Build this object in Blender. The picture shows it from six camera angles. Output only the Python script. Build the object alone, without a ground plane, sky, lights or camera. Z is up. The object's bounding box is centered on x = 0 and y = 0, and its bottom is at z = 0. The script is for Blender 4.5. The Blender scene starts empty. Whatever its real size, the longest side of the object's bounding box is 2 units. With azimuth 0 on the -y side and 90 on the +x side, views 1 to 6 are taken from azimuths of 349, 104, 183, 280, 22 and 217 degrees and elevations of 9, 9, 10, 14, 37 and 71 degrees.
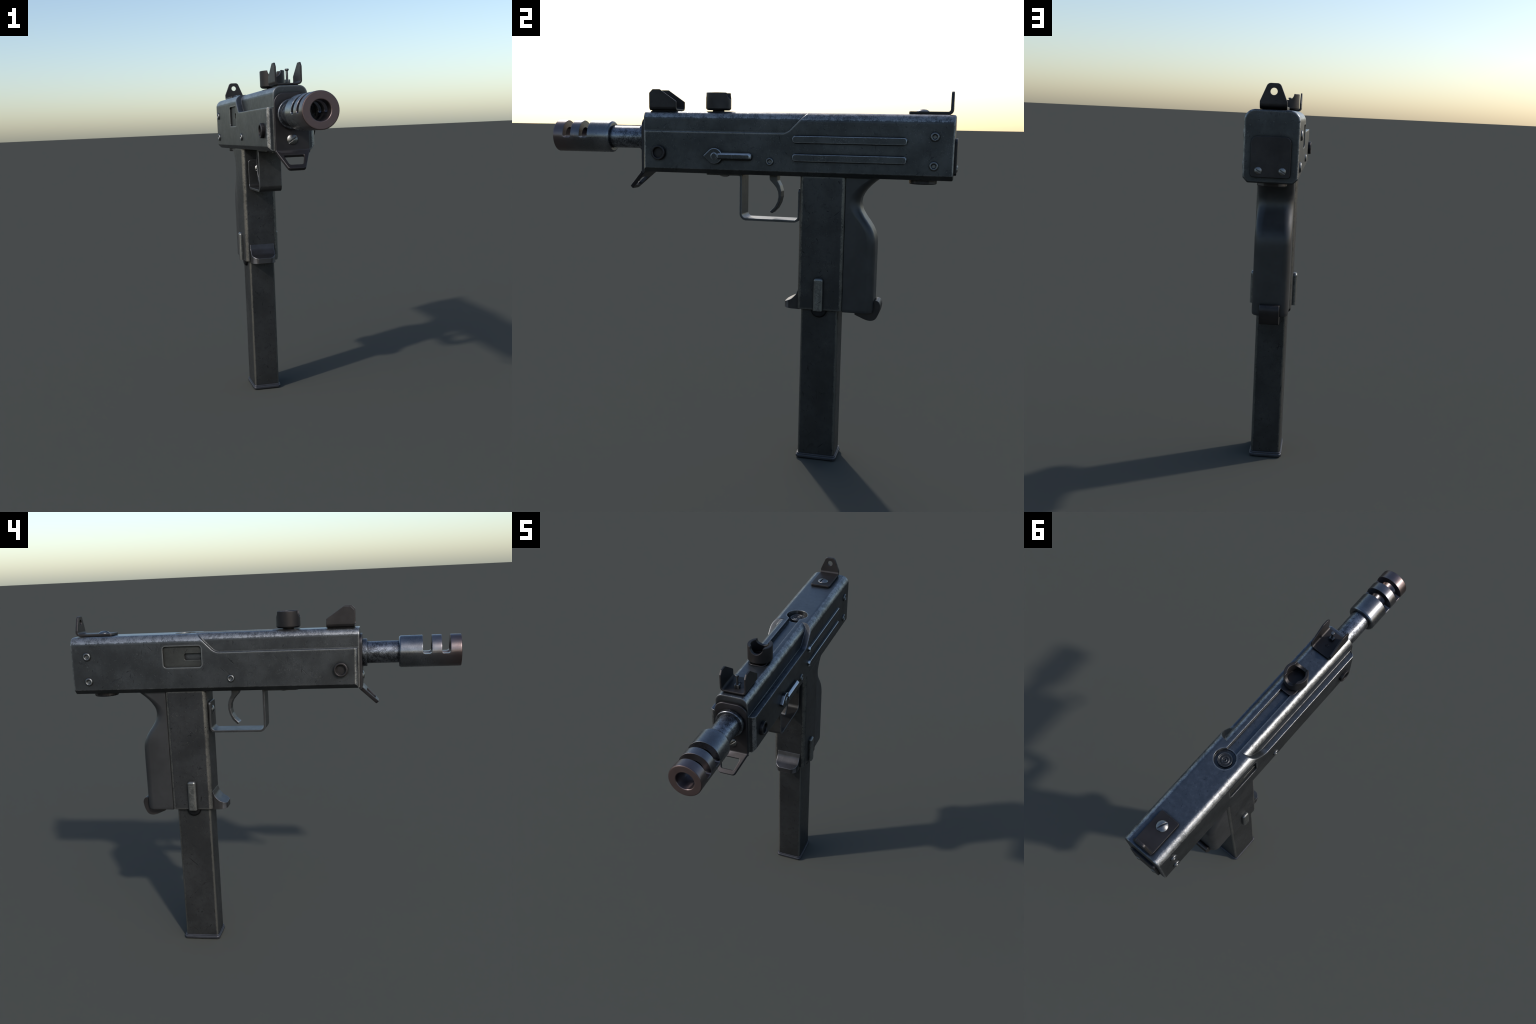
import bpy, bmesh, math
from mathutils import Vector, Matrix

X0, Y0 = -0.0035, 0.386          # lateral centre line of the gun; y of the magazine foot
scene = bpy.context.scene

# ------------------------------------------------------------------ geometry helpers
def fillet(pts, seg=6):
    """pts: (a, b[, r]) corners of a closed polygon -> rounded 2D outline."""
    out, n = [], len(pts)
    for i, p in enumerate(pts):
        r = p[2] if len(p) > 2 else 0.0
        P = Vector(p[:2])
        if r <= 0:
            out.append(P); continue
        A = Vector(pts[i - 1][:2]); B = Vector(pts[(i + 1) % n][:2])
        u, v = (A - P), (B - P)
        lu, lv = u.length, v.length
        u.normalize(); v.normalize()
        ang = u.angle(v)
        d = min(r / math.tan(ang / 2), 0.98 * lu, 0.98 * lv)
        r = d * math.tan(ang / 2)
        bis = (u + v).normalized()
        C = P + bis * (r / math.sin(ang / 2))
        s, e = P + u * d - C, P + v * d - C
        a0 = math.atan2(s.y, s.x); a1 = math.atan2(e.y, e.x)
        da = (a1 - a0 + math.pi) % (2 * math.pi) - math.pi
        for k in range(seg + 1):
            a = a0 + da * k / seg
            out.append(C + Vector((math.cos(a), math.sin(a))) * r)
    return out

AX = {'x': (Vector((0, 1, 0)), Vector((0, 0, 1)), Vector((1, 0, 0))),
      'y': (Vector((1, 0, 0)), Vector((0, 0, 1)), Vector((0, 1, 0))),
      'z': (Vector((1, 0, 0)), Vector((0, 1, 0)), Vector((0, 0, 1)))}

def fresh(bm, name):
    bmesh.ops.recalc_face_normals(bm, faces=bm.faces)
    me = bpy.data.meshes.new(name)
    bm.to_mesh(me); bm.free()
    ob = bpy.data.objects.new(name, me)
    scene.collection.objects.link(ob)
    return ob

def prism(poly, axis, lo, hi, name='tmp', origin=(0, 0, 0), frame=None):
    U, V, W = frame if frame else AX[axis]
    O = Vector(origin)
    bm = bmesh.new()
    a = [bm.verts.new(O + U * p[0] + V * p[1] + W * lo) for p in poly]
    b = [bm.verts.new(O + U * p[0] + V * p[1] + W * hi) for p in poly]
    n = len(poly)
    bm.faces.new(a); bm.faces.new(b)
    for i in range(n):
        bm.faces.new((a[i], a[(i + 1) % n], b[(i + 1) % n], b[i]))
    return fresh(bm, name)

def rrect(a0, a1, b0, b1, r=0.0, seg=6):
    rr = r if isinstance(r, (tuple, list)) else (r,) * 4
    return fillet([(a0, b0, rr[0]), (a1, b0, rr[1]), (a1, b1, rr[2]), (a0, b1, rr[3])], seg)

def box(x0, x1, y0, y1, z0, z1, name='tmp'):
    return prism(rrect(x0, x1, y0, y1), 'z', z0, z1, name)

def lathe(prof, centre, direction, seg=40, name='tmp', closed=False):
    """prof: (radius, height along direction). closed = ring profile with no axis points."""
    D = Vector(direction).normalized()
    U = D.orthogonal().normalized(); V = D.cross(U)
    C = Vector(centre)
    bm = bmesh.new()
    rings = []
    for r, h in prof:
        if r < 1e-6:
            rings.append([bm.verts.new(C + D * h)])
        else:
            rings.append([bm.verts.new(C + D * h + (U * math.cos(2 * math.pi * (k + .5) / seg)
                          + V * math.sin(2 * math.pi * (k + .5) / seg)) * r) for k in range(seg)])
    pairs = list(zip(rings, rings[1:]))
    if closed:
        pairs.append((rings[-1], rings[0]))
    for A, B in pairs:
        for k in range(seg):
            j = (k + 1) % seg
            if len(A) == 1 and len(B) > 1:
                bm.faces.new((A[0], B[k], B[j]))
            elif len(B) == 1 and len(A) > 1:
                bm.faces.new((A[k], A[j], B[0]))
            elif len(A) > 1:
                bm.faces.new((A[k], A[j], B[j], B[k]))
    return fresh(bm, name)

def loft(sections, name='tmp'):
    bm = bmesh.new()
    rings = [[bm.verts.new(p) for p in s] for s in sections]
    n = len(rings[0])
    for A, B in zip(rings, rings[1:]):
        for k in range(n):
            bm.faces.new((A[k], A[(k + 1) % n], B[(k + 1) % n], B[k]))
    bm.faces.new(rings[0]); bm.faces.new(rings[-1])
    return fresh(bm, name)

def bake(ob):
    dg = bpy.context.evaluated_depsgraph_get()
    me = bpy.data.meshes.new_from_object(ob.evaluated_get(dg))
    old = ob.data
    ob.modifiers.clear()
    ob.data = me
    bpy.data.meshes.remove(old)

def boolean(ob, cutters, op='DIFFERENCE'):
    for c in cutters:
        m = ob.modifiers.new('b', 'BOOLEAN')
        m.operation = op; m.object = c; m.solver = 'EXACT'
        bake(ob)
        bpy.data.objects.remove(c)
    return ob

def join(obs, name='tmp'):
    bm = bmesh.new()
    for o in obs:
        bm.from_mesh(o.data)
    for o in obs:
        bpy.data.objects.remove(o)
    me = bpy.data.meshes.new(name)
    bm.to_mesh(me); bm.free()
    ob = bpy.data.objects.new(name, me)
    scene.collection.objects.link(ob)
    return ob

def tidy(ob):
    bm = bmesh.new(); bm.from_mesh(ob.data)
    bmesh.ops.remove_doubles(bm, verts=bm.verts, dist=2e-5)
    bmesh.ops.dissolve_degenerate(bm, edges=bm.edges, dist=2e-5)
    bmesh.ops.dissolve_limit(bm, angle_limit=math.radians(0.3), verts=bm.verts, edges=bm.edges)
    bm.to_mesh(ob.data); bm.free()

def finish(ob, name, mat, parent, bevel=0.0, seg=3, angle=32, sharp=38, clean=True, clamp=False):
    """bevel, smooth by angle, weighted normals, material, hierarchy"""
    if clean: tidy(ob)
    if bevel:
        m = ob.modifiers.new('bevel', 'BEVEL')
        m.width = bevel; m.segments = seg; m.limit_method = 'ANGLE'
        m.angle_limit = math.radians(angle); m.use_clamp_overlap = clamp
        m.miter_outer = 'MITER_ARC'
        bake(ob)
    bm = bmesh.new(); bm.from_mesh(ob.data)
    for f in bm.faces: f.smooth = True
    for e in bm.edges:
        e.smooth = not (len(e.link_faces) != 2 or e.calc_face_angle(0) > math.radians(sharp))
    bm.to_mesh(ob.data); bm.free()
    m = ob.modifiers.new('wn', 'WEIGHTED_NORMAL')
    m.keep_sharp = True; m.weight = 80
    bake(ob)
    ob.name = name; ob.data.name = name
    ob.data.materials.clear(); ob.data.materials.append(mat)
    adopt(ob, parent)
    return ob

def adopt(ob, parent):
    ob.parent = parent
    if parent is root:
        ob.location = Vector(ob.location) + Vector((0, -Y0, 0))

# ------------------------------------------------------------------ material helpers
class Net:
    def __init__(s, name):
        s.mat = bpy.data.materials.new(name); s.mat.use_nodes = True
        s.t = s.mat.node_tree; s.t.nodes.clear()
    def n(s, kind, **kw):
        nd = s.t.nodes.new(kind)
        for k, v in kw.items():
            if k.startswith('i_'):
                key = k[2:]
                key = int(key) if key.isdigit() else key.replace('_', ' ')
                if hasattr(v, 'is_output'): s.t.links.new(v, nd.inputs[key])
                else: nd.inputs[key].default_value = v
            else: setattr(nd, k, v)
        return nd
    def math(s, op, a, b=0.0, c=0.0, clamp=False):
        nd = s.n('ShaderNodeMath', operation=op, use_clamp=clamp)
        for i, v in enumerate((a, b, c)):
            if hasattr(v, 'is_output'): s.t.links.new(v, nd.inputs[i])
            else: nd.inputs[i].default_value = v
        return nd.outputs[0]
    def step(s, v, lo, hi, to0=0.0, to1=1.0):
        nd = s.n('ShaderNodeMapRange', interpolation_type='SMOOTHSTEP')
        s.t.links.new(v, nd.inputs[0])
        for i, x in zip((1, 2, 3, 4), (lo, hi, to0, to1)): nd.inputs[i].default_value = x
        return nd.outputs[0]
    def mix(s, f, a, b):
        nd = s.n('ShaderNodeMix', data_type='RGBA')
        for i, v in ((0, f), (6, a), (7, b)):
            if hasattr(v, 'is_output'): s.t.links.new(v, nd.inputs[i])
            elif isinstance(v, float): nd.inputs[i].default_value = v
            else: nd.inputs[i].default_value = (*v, 1.0)
        return nd.outputs[2]
    def noise(s, vec, scale, detail=4, rough=.55, dist=0.0):
        nd = s.n('ShaderNodeTexNoise')
        s.t.links.new(vec, nd.inputs['Vector'])
        nd.inputs['Scale'].default_value = scale; nd.inputs['Detail'].default_value = detail
        nd.inputs['Roughness'].default_value = rough; nd.inputs['Distortion'].default_value = dist
        return nd.outputs[0]
    def dot(s, a, b):
        nd = s.n('ShaderNodeVectorMath', operation='DOT_PRODUCT')
        s.t.links.new(a, nd.inputs[0]); s.t.links.new(b, nd.inputs[1])
        return nd.outputs['Value']

def metal(name, base, worn, metallic=.8, rough=.42, rough_worn=.34, curve=0.0, edge=1.0,
          edge_r=.009, grain=.35, scratches=.6, specks=.5, muzzle=False, mottled=0.0, below=True, bumpy=.25,
          crevice=.75, ridges=(.530, .560), top=1.0):
    """Dark gun metal: mottled base colour, wear on curved corners and edges, scratches, pale specks, corner shade darkened into the colour."""
    N = Net(name)
    tc = N.n('ShaderNodeTexCoord').outputs['Object']
    geo = N.n('ShaderNodeNewGeometry')
    nrm = geo.outputs['Normal']
    big = N.noise(tc, 7.0, 5, .6)
    mid = N.noise(tc, 42.0, 6, .68)
    fine = N.noise(tc, 210.0, 3, .6)
    # tonal mottling and grime
    col = N.mix(N.step(big, .34, .68), [c * .78 for c in base], [c * 1.2 for c in base])
    col = N.mix(N.math('MULTIPLY', N.step(mid, .50, .72), grain), col, [c * .5 for c in base])
    if top != 1.0:   # base colour lightened and blued on upward faces for the sky reflection
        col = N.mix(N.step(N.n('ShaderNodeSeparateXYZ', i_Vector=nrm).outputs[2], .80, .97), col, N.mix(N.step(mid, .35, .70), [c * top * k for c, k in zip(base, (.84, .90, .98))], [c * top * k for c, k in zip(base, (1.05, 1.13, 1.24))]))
    # wear: how far the normal is off the box directions, and how far it turns close to an edge
    sx = N.n('ShaderNodeSeparateXYZ', i_Vector=nrm)
    ax = N.math('ABSOLUTE', sx.outputs[0]); ay = N.math('ABSOLUTE', sx.outputs[1]); az = N.math('ABSOLUTE', sx.outputs[2])
    curved = N.math('SUBTRACT', 1.0, N.math('MAXIMUM', N.math('MAXIMUM', ax, ay), az))
    bev = N.n('ShaderNodeBevel', samples=6); bev.inputs['Radius'].default_value = edge_r
    turn = N.math('SUBTRACT', 1.0, N.dot(bev.outputs[0], nrm))
    wob = N.math('ADD', N.math('MULTIPLY', N.math('SUBTRACT', mid, .5), 1.6),
                 N.math('MULTIPLY', N.math('SUBTRACT', fine, .5), 1.5))
    patch = N.math('MULTIPLY', N.math('SUBTRACT', big, .5), 1.2)
    c10 = N.math('MINIMUM', N.math('MULTIPLY', curved, 11.0), .8)
    w1 = N.step(N.math('ADD', c10, N.math('ADD', N.math('MULTIPLY', wob, .45), N.math('MULTIPLY', patch, .35))), .22, .62)
    inner = N.step(N.math('ADD', N.math('ADD', mid, N.math('MULTIPLY', N.math('SUBTRACT', fine, .5), .8)), N.math('MULTIPLY', patch, .5)), .36, .62, .30, 1.0)
    w1 = N.math('MULTIPLY', N.math('MULTIPLY', w1, inner), N.math('MULTIPLY', N.step(ax, .04, .16), curve))
    w2 = N.math('MULTIPLY', N.step(N.math('ADD', N.math('MULTIPLY', turn, 8.0),
                N.math('MULTIPLY', wob, .5)), .20, .8), edge)
    # chamfered convex edges rubbed bright
    ridge = N.math('MULTIPLY', N.step(curved, .04, .16), N.step(geo.outputs['Pointiness'], *ridges))
    w3 = N.math('MULTIPLY', N.step(N.math('ADD', ridge, N.math('ADD', N.math('MULTIPLY', wob, .5), N.math('MULTIPLY', patch, .4))), .35, .95), N.math('MULTIPLY', ridge, min(edge * 1.25, 1.0)))
    wear = N.math('MAXIMUM', N.math('MAXIMUM', w1, w2), w3)
    up = N.step(sx.outputs[2], -.6, -.15)
    if below: wear = N.math('MULTIPLY', wear, up)
    if mottled:
        wear = N.math('MAXIMUM', wear, N.math('MULTIPLY', N.step(N.math('ADD', N.math('ADD', mid, N.math('MULTIPLY', N.math('SUBTRACT', fine, .5), .9)), N.math('MULTIPLY', patch, .3)), .40, .66), mottled))
    # pale specks, dark hairline scratches and blots
    sp = N.step(N.math('ADD', fine, N.math('MULTIPLY', N.math('SUBTRACT', mid, .5), .8)), .66, .80)
    wear = N.math('MAXIMUM', wear, N.math('MULTIPLY', sp, specks * .5))
    ridge2 = N.step(N.math('ABSOLUTE', N.math('SUBTRACT', N.noise(tc, 60.0, 4, .7, .4), .5)), .022, .004)
    scuff = N.math('MULTIPLY', N.math('MULTIPLY', ridge2, N.step(N.noise(tc, 9.0, 4, .65), .50, .66)), N.step(fine, .46, .60))
    wear = N.math('MAXIMUM', wear, N.math('MULTIPLY', scuff, specks * .55))
    col = N.mix(wear, col, worn)
    scr = None
    for rot, ln, seed in (((.95, .0, .2), 7.0, 0), ((-.75, .25, .0), 9.0, 3.7), ((.35, -.2, .4), 6.0, 8.1), ((1.45, .1, .1), 8.0, 5.3)):
        m1 = N.n('ShaderNodeMapping', i_Vector=tc, i_Rotation=rot, i_Location=(seed, seed * .7, seed * 1.3))
        m2 = N.n('ShaderNodeMapping', i_Vector=m1.outputs[0], i_Scale=(130.0, ln, 130.0))
        line = N.step(N.noise(m2.outputs[0], 1.0, 1, .4), .735, .80)
        scr = line if scr is None else N.math('MAXIMUM', scr, line)
    blot = N.math('MULTIPLY', N.step(N.noise(tc, 22.0, 7, .74, .6), .60, .68), .75)
    scr = N.math('MULTIPLY', N.math('MAXIMUM', scr, blot), scratches)
    col = N.mix(scr, col, [c * .25 for c in base])
    if crevice:   # contact shadow painted into the colour around corners and raised parts
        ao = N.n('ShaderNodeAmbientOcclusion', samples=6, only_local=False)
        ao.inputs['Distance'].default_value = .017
        occlusion_shade = N.math('MULTIPLY', N.step(ao.outputs['AO'], .93, .50), crevice)
        col = N.mix(occlusion_shade, col, [c * .3 for c in base])
    ro = N.math('ADD', N.math('MULTIPLY', wear, rough_worn - rough), rough)
    ro = N.math('ADD', ro, N.math('MULTIPLY', N.math('SUBTRACT', mid, .5), .22))
    if muzzle:   # heat tint growing towards the muzzle
        sy = N.n('ShaderNodeSeparateXYZ', i_Vector=tc).outputs[1]
        heat = N.step(N.math('ADD', sy, N.math('MULTIPLY', N.math('SUBTRACT', mid, .5), .12)), -.80, -1.02)
        face = N.math('MULTIPLY', N.step(sx.outputs[1], -.6, -.95), N.step(sy, -.95, -.99))
        heat = N.math('MAXIMUM', N.math('MULTIPLY', heat, .85), face)
        col = N.mix(heat, col, muzzle)
        ro = N.math('ADD', ro, N.math('ADD', N.math('MULTIPLY', heat, .06), N.math('MULTIPLY', face, .18)))
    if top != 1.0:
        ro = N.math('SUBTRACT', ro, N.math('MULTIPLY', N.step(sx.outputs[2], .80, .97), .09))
    bmp = N.n('ShaderNodeBump', i_Strength=bumpy, i_Distance=.002)
    N.t.links.new(N.math('ADD', N.math('MULTIPLY', fine, .5), N.math('MULTIPLY', scr, -.8)), bmp.inputs['Height'])
    b2 = N.n('ShaderNodeBevel', samples=6); b2.inputs['Radius'].default_value = .0025
    N.t.links.new(b2.outputs[0], bmp.inputs['Normal'])
    bs = N.n('ShaderNodeBsdfPrincipled', i_Base_Color=col, i_Roughness=ro, i_Metallic=metallic, i_Normal=bmp.outputs[0])
    N.n('ShaderNodeOutputMaterial', i_Surface=bs.outputs[0])
    return N.mat

# ------------------------------------------------------------------ materials
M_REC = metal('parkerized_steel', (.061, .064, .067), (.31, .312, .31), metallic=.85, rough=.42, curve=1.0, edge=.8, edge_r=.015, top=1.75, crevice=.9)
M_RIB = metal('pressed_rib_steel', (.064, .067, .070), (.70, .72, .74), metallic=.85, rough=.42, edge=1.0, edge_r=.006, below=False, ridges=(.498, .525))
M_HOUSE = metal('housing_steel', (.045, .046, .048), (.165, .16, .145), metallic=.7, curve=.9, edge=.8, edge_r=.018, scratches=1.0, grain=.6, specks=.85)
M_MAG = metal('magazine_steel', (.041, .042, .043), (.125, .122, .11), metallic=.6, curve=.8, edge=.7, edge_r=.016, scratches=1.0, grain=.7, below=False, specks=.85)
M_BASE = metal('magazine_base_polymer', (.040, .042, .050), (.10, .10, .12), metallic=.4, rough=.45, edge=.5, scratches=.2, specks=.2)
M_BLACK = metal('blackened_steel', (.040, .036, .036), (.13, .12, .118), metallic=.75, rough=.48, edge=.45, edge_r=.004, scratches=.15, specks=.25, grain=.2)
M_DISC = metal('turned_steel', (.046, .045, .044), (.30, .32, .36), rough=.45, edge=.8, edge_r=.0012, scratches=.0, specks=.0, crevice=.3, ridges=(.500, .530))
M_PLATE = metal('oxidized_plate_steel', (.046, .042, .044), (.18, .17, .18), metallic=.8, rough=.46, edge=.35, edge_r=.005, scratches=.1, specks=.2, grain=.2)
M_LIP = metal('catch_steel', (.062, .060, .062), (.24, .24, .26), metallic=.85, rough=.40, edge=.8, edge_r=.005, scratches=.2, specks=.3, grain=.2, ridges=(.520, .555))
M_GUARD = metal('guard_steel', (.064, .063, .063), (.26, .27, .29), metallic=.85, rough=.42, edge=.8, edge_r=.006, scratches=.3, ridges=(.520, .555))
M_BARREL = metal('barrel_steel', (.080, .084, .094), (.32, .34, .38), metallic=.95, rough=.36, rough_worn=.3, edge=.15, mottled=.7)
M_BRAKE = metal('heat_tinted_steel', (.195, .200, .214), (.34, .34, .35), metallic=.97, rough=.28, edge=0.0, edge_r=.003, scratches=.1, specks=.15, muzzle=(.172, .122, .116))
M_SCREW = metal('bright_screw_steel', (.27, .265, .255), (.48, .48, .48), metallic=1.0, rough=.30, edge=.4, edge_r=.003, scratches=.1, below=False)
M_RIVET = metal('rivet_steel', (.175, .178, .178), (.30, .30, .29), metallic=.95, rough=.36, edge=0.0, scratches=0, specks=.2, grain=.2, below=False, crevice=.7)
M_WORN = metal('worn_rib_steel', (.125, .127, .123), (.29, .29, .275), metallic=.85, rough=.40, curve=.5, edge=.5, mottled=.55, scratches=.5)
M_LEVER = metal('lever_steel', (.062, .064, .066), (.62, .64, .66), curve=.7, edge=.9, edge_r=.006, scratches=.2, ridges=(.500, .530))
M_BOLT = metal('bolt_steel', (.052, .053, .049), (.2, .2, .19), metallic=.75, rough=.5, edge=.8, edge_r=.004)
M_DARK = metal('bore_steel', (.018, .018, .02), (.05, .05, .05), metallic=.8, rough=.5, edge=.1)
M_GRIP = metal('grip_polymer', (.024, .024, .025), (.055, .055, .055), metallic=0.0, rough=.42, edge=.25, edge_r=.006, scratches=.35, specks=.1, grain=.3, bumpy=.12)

# ------------------------------------------------------------------ the thing
root = bpy.data.objects.new('submachine_gun', None)
root.location = (X0, Y0, 0)
scene.collection.objects.link(root)
root['label'] = 'compact dark steel submachine gun standing on its long magazine'
root['category'] = 'gun'

# ---- receiver ------------------------------------------------------
TOP, LEDGE, HW = 1.6835, 1.588, .113
def body_section(d):   # box section with chamfered bottom and round shoulders, shrunk by d
    k = d * .41
    return fillet([(-.093 + k, 1.390 + d), (.093 - k, 1.390 + d), (HW - d, 1.411 + k), (HW - d, TOP - d, .044 - d), (-HW + d, TOP - d, .044 - d), (-HW + d, 1.411 + k)], 10)
RR = .0075             # rounded rear rim
rims = [(RR * (1 - math.cos(a)), .979 - RR + RR * math.sin(a)) for a in [math.pi / 2 * k / 4 for k in range(5)]]
rec = loft([[(p.x, y, p.y) for p in body_section(d)] for d, y in [(0, -.506)] + rims], 'receiver')
# straight-sided plan, rounded only at the two front corners
plan = fillet([(-.0815, -.506), (.0815, -.506), (.0815, -.4985), (HW + .0005, -.4985, .022), (HW + .0005, 1.2), (-HW - .0005, 1.2), (-HW - .0005, -.4985, .022), (-.0815, -.4985)], 8)
boolean(rec, [prism(plan, 'z', 1.2, 1.9)], 'INTERSECT')
# side cuts that leave the narrower round-shouldered front tube
for s in (-1, 1):
    R, xi = .039, .0805
    arc = [(s * (xi - R + R * math.cos(a)), TOP - R + R * math.sin(a) + .0004) for a in [math.pi / 2 * k / 10 for k in range(11)]]
    sec = [(s * xi, LEDGE)] + arc + [(s * (xi - R), 1.76), (s * .2, 1.76), (s * .2, LEDGE)]
    cut = prism(sec, 'y', -.7, .5)
    side = fillet([(-.8, LEDGE - .001), (.216, LEDGE - .001, .068), (.419, 1.79), (-.8, 1.79)], 10)
    boolean(cut, [prism(side, 'x', -.3, .3)], 'INTERSECT')
    boolean(rec, [cut])
tidy(rec)
m = rec.modifiers.new('edges', 'BEVEL'); m.width = .0024; m.segments = 2; m.limit_method = 'ANGLE'
m.angle_limit = math.radians(30); m.use_clamp_overlap = False; m.miter_outer = 'MITER_ARC'
bake(rec)
# cocking slot with its round rear well, ejection port
boolean(rec, [prism(rrect(-.0295, .0295, -.19, .40), 'z', 1.6645, 1.75),
              lathe([(0, 0), (.0555, 0), (.0555, .1), (0, .1)], (0, .387, 1.6545), (0, 0, 1), 48),
              prism(rrect(.2865, .4865, 1.517, 1.6245, .015), 'x', -.2, -HW + .022)])
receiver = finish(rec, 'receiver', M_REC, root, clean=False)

# bolt seen through the port
bolt = prism(rrect(.284, .489, 1.514, 1.628), 'x', -HW + .010, -HW + .03)
boolean(bolt, [prism(rrect(.20, .377, 1.5530, 1.5870, (.0, .009, .009, 0)), 'x', -.2, -HW + .024)])
finish(bolt, 'bolt', M_BOLT, receiver, bevel=.0015, seg=2)

disc = lathe([(0, 0), (.0355, 0), (.0355, .0135), (.0335, .0150), (.0300, .0150), (.0275, .0120), (.0225, .0120),
              (.0205, .0145), (.0150, .0145), (.0130, .0110), (.0100, .0110), (.0085, .013), (.005, .013), (.004, .007), (0, .007)],
             (0, .387, 1.6525), (0, 0, 1), 40)
finish(disc, 'bolt_catch_disc', M_DISC, receiver)

rim = lathe([(.0332, 1.6655), (.0338, 1.6682), (.0352, 1.6690), (.0364, 1.6682), (.0368, 1.6600), (.0332, 1.6600)], (0, .387, 0), (0, 0, 1), 40, closed=True)  # thin pale ring modelled to draw the highlight round the disc
finish(rim, 'disc_rim_highlight', M_RIVET, receiver)

# stamped ribs on the right wall
def rib(zc):
    h = .0195
    bot = rrect(.2445, .775, zc - h, zc + h, h - .0005, 8)
    top = rrect(.2490, .7705, zc - h + .0045, zc + h - .0045, h - .0050, 8)
    bm_s = [[(HW - .004, p.x, p.y) for p in bot], [(HW + .0015, p.x, p.y) for p in bot], [(HW + .0115, p.x, p.y) for p in top]]
    return loft(bm_s)
for zc in (1.5615, 1.4775):
    finish(rib(zc), 'stamped_rib', M_RIB, receiver, bevel=.0016, seg=2)

# ring headed rivets (shared mesh)
rv = lathe([(0, .02), (.34, .02), (.42, .12), (.50, .30), (.58, .39), (.68, .42), (.80, .40), (.91, .32), (.98, .20), (1, .06), (1, -.1), (0, -.1)], (0, 0, 0), (0, 0, 1), 24)
def place(first, name, loc, direction, r, spin=0.0, parent=None):
    """copy of a unit part: axis +z turned to direction"""
    ob = first if first.parent is None and not first.get('used') else first.copy()
    first['used'] = True
    if ob is not first:
        scene.collection.objects.link(ob)
    ob.name = name
    q = Vector((0, 0, 1)).rotation_difference(Vector(direction))
    ob.rotation_mode = 'QUATERNION'
    from mathutils import Quaternion
    ob.rotation_quaternion = q @ Quaternion((0, 0, 1), spin)
    ob.location = Vector(loc); ob.scale = (r, r, r)
    ob.parent = parent
    return ob

def unit(ob, name, mat, bevel):
    finish(ob, name, mat, None, bevel=bevel, seg=2, sharp=62)
    return ob
rivet = unit(rv, 'rivet', M_RIVET, 0)
spots = [(.893, 1.5850, .0215), (.893, 1.4555, .0215), (.1395, 1.4560, .0192)]
for s in (1, -1):
    for y, z, r in spots:
        place(rivet, 'rivet', (s * HW, y, z), (s, 0, 0), r, 0.0, receiver)

# slotted dome screw (shared mesh)
sw = lathe([(0, .36), (.25, .345), (.5, .29), (.72, .20), (.88, .10), (.97, .02), (1, -.08), (1, -.3), (0, -.3)], (0, 0, 0), (0, 0, 1), 32)
boolean(sw, [box(-2, 2, -.125, .125, .03, 1)])
screw = unit(sw, 'slotted_screw', M_SCREW, 0.03)

# hollow pivot pin ends
for s in (1, -1):
    p = lathe([(0, .004), (.0235, .004), (.0245, .0150), (.0270, .0172), (.0315, .0172), (.0345, .0150), (.0350, .0120), (.0350, -.01), (0, -.01)],
              (s * HW, -.4145, 1.485), (s, 0, 0), 36)
    finish(p, 'pivot_pin', M_BLACK, receiver)

# selector lever
cy, cz, r = -.1285, 1.4755, .0375
a0 = math.acos(r / .0545)
ring = [(cy - r * math.cos(a), cz + r * math.sin(a)) for a in [a0 + (2 * math.pi - 2 * a0) * k / 20 for k in range(21)]]
plate = prism([(cy - .0545, cz)] + ring, 'x', HW - .004, HW + .0175)
sel = finish(plate, 'selector_switch', M_LEVER, receiver, bevel=.003, seg=3)
def lever_outline(inset):
    h = .0178 - inset
    return rrect(-.110, .054 - inset, cz - h, cz + h, (.0, h * .8, h * .8, .0), 7)
lev = loft([[(HW - .004, p.x, p.y) for p in lever_outline(0)], [(HW + .0120, p.x, p.y) for p in lever_outline(.0005)],
            [(HW + .0215, p.x, p.y) for p in lever_outline(.0065)], [(HW + .0240, p.x, p.y) for p in lever_outline(.0095)]])
lev = finish(lev, 'lever_arm', M_LEVER, receiver, bevel=.0015, seg=2, angle=25)
boss = lathe([(0, .0035), (.0125, .0035), (.0145, .002), (.0150, 0), (.0182, -.001), (.0182, -.004), (0, -.004)], (HW + .0182, cy, cz), (1, 0, 0), 28)
finish(boss, 'selector_pivot', M_LEVER, receiver)

# ---- barrel group --------------------------------------------------
AXZ = 1.5552
bar = lathe([(.030, .45), (.030, .715), (.052, .715), (.0545, .712), (.0545, .5425), (.0660, .5425), (.0685, .5400), (.0685, .45)],
            (0, 0, AXZ), (0, -1, 0), 48, closed=True)
barrel = finish(bar, 'barrel', M_BARREL, root, bevel=0)
core = lathe([(0, .45), (.0305, .45), (.0305, .69), (0, .69)], (0, 0, AXZ), (0, -1, 0), 24)
finish(core, 'bore_plug', M_DARK, barrel)
brk = lathe([(.042, .715), (.042, .994), (.0445, 1.0), (.0755, 1.0), (.0782, .9975), (.0782, .7085), (.0765, .7035), (.0720, .6995), (.0715, .6988), (.054, .6988), (.054, .708), (.0535, .715)],
            (0, 0, AXZ), (0, -1, 0), 48, closed=True)
for y0, y1 in ((-.8570, -.8135), (-.9460, -.9045)):
    boolean(brk, [prism(fillet([(y0, 1.548, .010), (y1, 1.548, .010), (y1, 1.75), (y0, 1.75)], 2), 'x', -.2, .2)])
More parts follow.
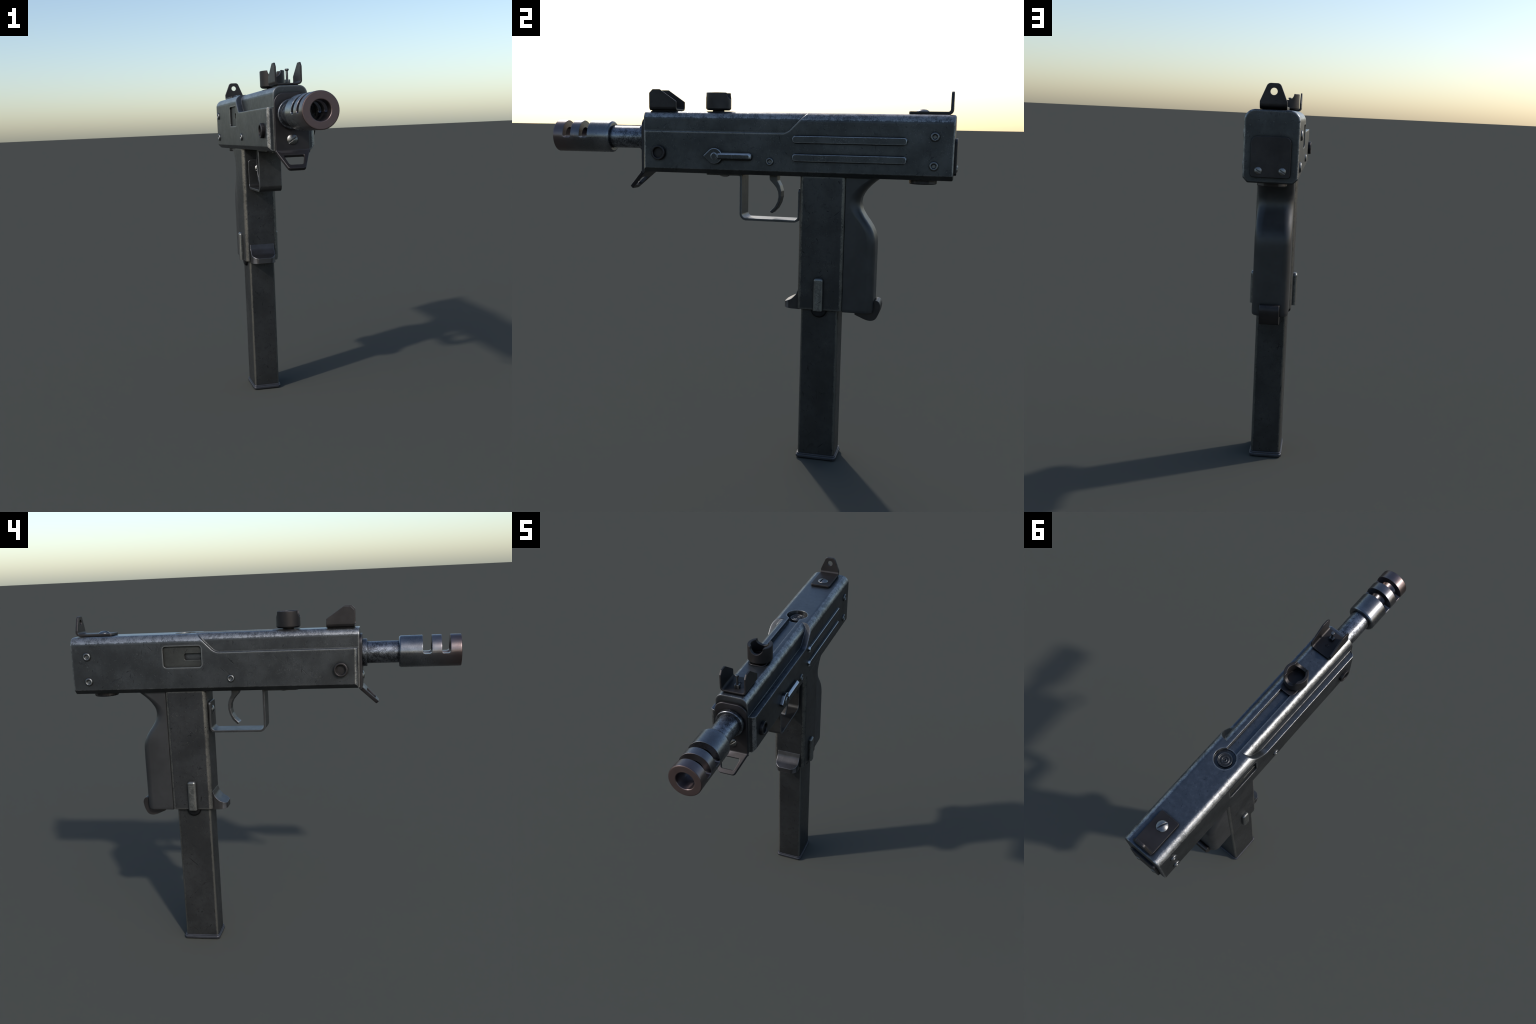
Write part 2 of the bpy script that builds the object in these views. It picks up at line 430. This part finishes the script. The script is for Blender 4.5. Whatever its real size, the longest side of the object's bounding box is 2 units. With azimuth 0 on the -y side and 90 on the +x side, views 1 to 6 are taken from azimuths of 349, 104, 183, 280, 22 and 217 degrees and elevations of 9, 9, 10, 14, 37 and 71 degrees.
finish(brk, 'muzzle_brake', M_BRAKE, barrel, bevel=.0022, seg=2, angle=40)

# ---- front plate with sling loop -----------------------------------
prof = [(-.519, 1.655), (-.519, 1.3925), (-.5995, 1.3120), (-.5868, 1.2992), (-.5015, 1.3845), (-.5015, 1.655)]
pl = prism(prof, 'x', -.0805, .0805)
front = fillet([(-.080, 1.651, .047), (-.080, 1.25), (.080, 1.25), (.080, 1.651, .047)], 8)
boolean(pl, [prism(front, 'y', -.8, -.3)], 'INTERSECT')
d = Vector((0, -1, -1)).normalized(); nn = Vector((0, -1, 1)).normalized()
loop = dict(axis=None, lo=-.10, hi=.06, frame=(Vector((1, 0, 0)), d, nn), origin=(0, -.519, 1.3925))
waste = prism([(-.2, .006), (.2, .006), (.2, .3), (-.2, .3)], **loop)
keep = fillet([(-.0806, -.05), (.0806, -.05), (.0792, .004, .012), (.0395, .1136, .016), (-.0395, .1136, .016), (-.0792, .004, .012)], 7)
boolean(waste, [prism(keep, **dict(loop, lo=-.2, hi=.2))])
boolean(pl, [waste])
hole = fillet([(-.049, .031, .006), (.049, .031, .006), (.0315, .089, .010), (-.0315, .089, .010)], 5)
boolean(pl, [prism(hole, **dict(loop, lo=-.06, hi=.02))])
fplate = finish(pl, 'sling_plate', M_PLATE, root, bevel=.0035, seg=3)
place(screw, 'slotted_screw', (0, -.5195, 1.4395), (0, -1, 0), .0262, math.radians(38), fplate)

# ---- front sight ---------------------------------------------------
w, t, b = .0645, .0082, 1.6870
U = fillet([(-w, 1.82), (-w, b, .019), (w, b, .019), (w, 1.82), (w - t, 1.82), (w - t, b + t, .012), (-w + t, b + t, .012), (-w + t, 1.82)], 6)
fs = prism(U, 'y', -.484, -.3445)
sil = fillet([(-.484, 1.67, 0), (-.484, 1.7700, .006), (-.4660, 1.7885, .006), (-.4300, 1.7885, .008), (-.3445, 1.7310, .004), (-.3445, 1.67, 0)], 4)
boolean(fs, [prism(sil, 'x', -.2, .2)], 'INTERSECT')
fsight = finish(fs, 'front_sight', M_BLACK, root, bevel=.0015, seg=2)
finish(box(-.046, .046, -.476, -.350, 1.680, 1.6878), 'sight_shim', M_BLACK, fsight)
post = lathe([(0, 1.693), (.0055, 1.693), (.0055, 1.752), (.0095, 1.7545), (.0095, 1.760), (.008, 1.762), (0, 1.762)], (.004, -.4405, 0), (0, 0, 1), 16)
post2 = join([post, box(.004 - .0125, .004 - .004, -.4505, -.4305, 1.692, 1.7125), box(.004 + .004, .004 + .0125, -.4505, -.4305, 1.692, 1.7125),
              box(.004 - .0045, .004 + .0045, -.4475, -.4335, 1.692, 1.7105)])
finish(post2, 'sight_post', M_RIVET, fsight, bevel=.0008, seg=1, clean=False)
s1 = place(screw, 'slotted_screw', (0, -.397, 1.6942), (0, 0, 1), .0115, math.radians(100), fsight)
s1.data = s1.data.copy(); s1.data.materials[0] = M_BLACK

# ---- cocking knob --------------------------------------------------
kn = lathe([(.0, 1.665), (.0285, 1.665), (.0285, 1.6915), (.0535, 1.6915), (.0615, 1.6990), (.0615, 1.7735), (.0595, 1.7755), (.0465, 1.7755), (.0445, 1.7735), (.0445, 1.709), (0, 1.709)],
           (0, -.1485, 0), (0, 0, 1), 48)
boolean(kn, [lathe([(0, -.2), (.034, -.2), (.034, .2), (0, .2)], (0, -.1485, 1.7765), (0, 1, 0), 40)])
knob = finish(kn, 'cocking_knob', M_BLACK, root, bevel=.0016, seg=2, angle=40)
finish(prism(rrect(-.043, .043, -.205, -.068, .025), 'z', 1.680, 1.6858), 'knob_slide', M_PLATE, knob, bevel=.001, seg=1)

# ---- rear sight ----------------------------------------------------
L = fillet([(.769, 1.6842), (.9655, 1.6842, .024), (.9655, 1.80), (.9525, 1.80), (.9525, 1.6972, .011), (.769, 1.6972)], 7)
rs = prism(L, 'x', -.0552, .0552)
sil = fillet([(-.0552, 1.60), (.0552, 1.60), (.0552, 1.7155, .006), (.0250, 1.7875, .018), (-.0250, 1.7875, .018), (-.0552, 1.7155, .006)], 7)
boolean(rs, [prism(sil, 'y', .5, 1.2)], 'INTERSECT')
boolean(rs, [lathe([(0, -.2), (.0143, -.2), (.0143, .2), (0, .2)], (0, .96, 1.7548), (0, 1, 0), 32)])
boolean(rs, [prism(rrect(-.0556, .0556, .7685, 1.1, (.013, .013, 0, 0)), 'z', 1.5, 1.9)], 'INTERSECT')
rsight = finish(rs, 'rear_sight', M_BLACK, root, bevel=.0022, seg=2)
place(screw, 'slotted_screw', (0, .828, 1.6978), (0, 0, 1), .0300, math.radians(70), rsight)

# ---- rear cover, bottom cap ----------------------------------------
rc = prism(rrect(-.0805, .0805, 1.4140, 1.5785, (.012, .012, .026, .026)), 'y', .975, .9915)
rcov = finish(rc, 'rear_cover', M_BLACK, root, bevel=.003, seg=2)
for s in (-1, 1):
    place(screw, 'slotted_screw', (s * .0485, .9920, 1.4410), (0, 1, 0), .0155, math.radians(-38), rcov)
cap = lathe([(0, 0), (.0635, 0), (.0635, .016), (.0605, .0195), (.057, .0205), (.050, .0205), (.047, .019), (0, .019)], (0, .8425, 1.3885), (0, 0, -1), 44)
finish(cap, 'stock_button', M_PLATE, root)

# ---- trigger guard and trigger -------------------------------------
G = fillet([(-.193, 1.3915), (-.0090, 1.3915, .010), (-.0090, 1.1790, .022), (.2675, 1.1790, .020), (.2675, 1.3290), (.2785, 1.3290),
            (.2785, 1.1675, .031), (-.0205, 1.1675, .033), (-.0205, 1.3815, .006), (-.193, 1.3815)], 7)
gd = prism(G, 'x', -.0595, .0595)
for s in (-1, 1):
    arc = [(s * (.0595 - .016 + .016 * math.cos(a)), 1.3290 - .016 + .016 * math.sin(a)) for a in [math.pi / 2 * k / 6 for k in range(7)]]
    boolean(gd, [prism([(s * .07, 1.3130)] + arc + [(s * .0435, 1.34), (s * .07, 1.34)], 'y', .2, .3)])
    arc = [(s * (.0595 - .016 + .016 * math.cos(a)), -.193 + .016 - .016 * math.sin(a)) for a in [math.pi / 2 * k / 6 for k in range(7)]]
    boolean(gd, [prism([(s * .07, -.177)] + arc + [(s * .0435, -.21), (s * .07, -.21)], 'z', 1.37, 1.40)])
guard = finish(gd, 'trigger_guard', M_GUARD, root, bevel=.0018, seg=2)
place(screw, 'slotted_screw', (0, .2675, 1.2800), (0, -1, 0), .0240, math.radians(25), guard)
place(screw, 'slotted_screw', (0, -.114, 1.3810), (0, 0, -1), .0290, math.radians(25), guard)
T = [(.119, 1.395), (.1205, 1.366), (.139, 1.347), (.154, 1.329), (.163, 1.309), (.165, 1.288), (.160, 1.262), (.146, 1.236), (.122, 1.2125),
     (.134, 1.204), (.158, 1.229), (.172, 1.257), (.179, 1.286), (.179, 1.312), (.171, 1.339), (.158, 1.362), (.158, 1.395)]
T = fillet([(p[0], p[1], .010) if 1.22 < p[1] < 1.37 else p for p in T], 3)
finish(prism(T, 'x', -.032, .032), 'trigger', M_GUARD, root, bevel=.003, seg=3, angle=50)

# ---- magazine housing ----------------------------------------------
HB = .757
hs = prism(rrect(-.0930, .0930, .2800, .5005, .024, 8), 'z', HB, 1.3925)
house = finish(hs, 'magazine_housing', M_HOUSE, root, bevel=.003, seg=2)
for s in (-1, 1):
    rb = prism(rrect(.3612, .4070, HB - .03, .9145, (.001, .001, .014, .014)), 'x', .07 * s, .1125 * s)
    m = rb.modifiers.new('round', 'BEVEL'); m.width = .0115; m.segments = 5; m.use_clamp_overlap = False
    bake(rb)
    boolean(rb, [box(-.2, .2, .3, .5, HB - .0005, 1.0)], 'INTERSECT')
    finish(rb, 'housing_rib', M_WORN, house, bevel=0)
    hd = lathe([(0, 0), (.0385, 0), (.0385, .006), (.036, .012), (.030, .0165), (.022, .0165), (0, .013)], (.071 * s, .3855, HB), (s, 0, 0), 36)
    finish(hd, 'magazine_catch_bump', M_DARK, house)
# thumb lip of the magazine catch
lp = fillet([(.290, .870), (.2790, .850, .01), (.2705, .823, .04), (.248, .7985, .06), (.2095, .7810, .002), (.2085, .7510, .003), (.290, .7495)], 8)
lip = prism(lp, 'x', -.0675, .0675)
boolean(lip, [prism(rrect(-.0675, .0675, .2075, .40, (.046, .046, 0, 0), 10), 'z', .6, 1.0)], 'INTERSECT')
finish(lip, 'magazine_catch', M_LIP, root, bevel=.002, seg=2)

# ---- grip ------------------------------------------------------------
back = [(1.3925, .652), (1.380, .637), (1.366, .619), (1.350, .602), (1.332, .586), (1.312, .573), (1.295, .5655), (1.275, .5625), (1.255, .5645), (1.235, .5705),
        (1.210, .585), (1.185, .603), (1.160, .620), (1.135, .632), (1.110, .639), (1.085, .6415), (1.04, .6420), (.95, .6420), (.85, .6420), (.770, .6420), (.757, .6405), (.753, .638)]
secs = []
for z, yb in back:
    hw = .0842 - (.0035 if z < .7545 else .001 if z < .759 else 0)
    rr = .038 + .013 * math.exp(-((z - 1.29) / .07) ** 2)
    secs.append([(p.x, p.y, z) for p in fillet([(-hw, .497, .003), (hw, .497, .003), (hw, yb, rr), (-hw, yb, rr)], 9)])
grip = finish(loft(secs), 'grip', M_GRIP, root, bevel=0, sharp=50, clean=False)
def spline(pts, n=5):
    out = []
    for i in range(len(pts) - 1):
        p0, p1, p2, p3 = (Vector(pts[max(0, min(len(pts) - 1, i + k))]) for k in (-1, 0, 1, 2))
        for k in range(n):
            t = k / n
            out.append(.5 * ((2 * p1) + (p2 - p0) * t + (2 * p0 - 5 * p1 + 4 * p2 - p3) * t * t + (3 * p1 - p0 - 3 * p2 + p3) * t ** 3))
    return out + [Vector(pts[-1])]
hook = [Vector((.600, .780)), Vector((.553, .760))] + spline([(.553, .7375), (.580, .7260), (.605, .7160), (.630, .7125), (.651, .7205), (.6645, .7420), (.6725, .7680), (.6740, .7900), (.6660, .8070), (.6530, .8120), (.6420, .8050), (.6370, .790)])
finish(prism(hook, 'x', -.0457, .0457), 'stock_latch', M_BLACK, root, bevel=.002, seg=2)

# ---- magazine --------------------------------------------------------
mg = prism(rrect(-.0725, .0725, .2960, .4785, (.014, .014, .016, .016), 6), 'z', .018, .85)
mag = finish(mg, 'magazine', M_MAG, root, bevel=0)
bp = prism(rrect(-.0797, .0797, .2870, .4875, .018), 'z', 0, .0185)
finish(bp, 'base_plate', M_BASE, mag, bevel=.0055, seg=3)
bt = prism(rrect(-.0765, .0765, .2905, .4840, .016), 'z', .012, .0255)
finish(bt, 'base_collar', M_BASE, mag, bevel=.003, seg=2)

# ------------------------------------------------------------------ tidy up
for ob in list(bpy.data.objects):
    if ob is not root and ob.parent is None:
        bpy.data.objects.remove(ob)
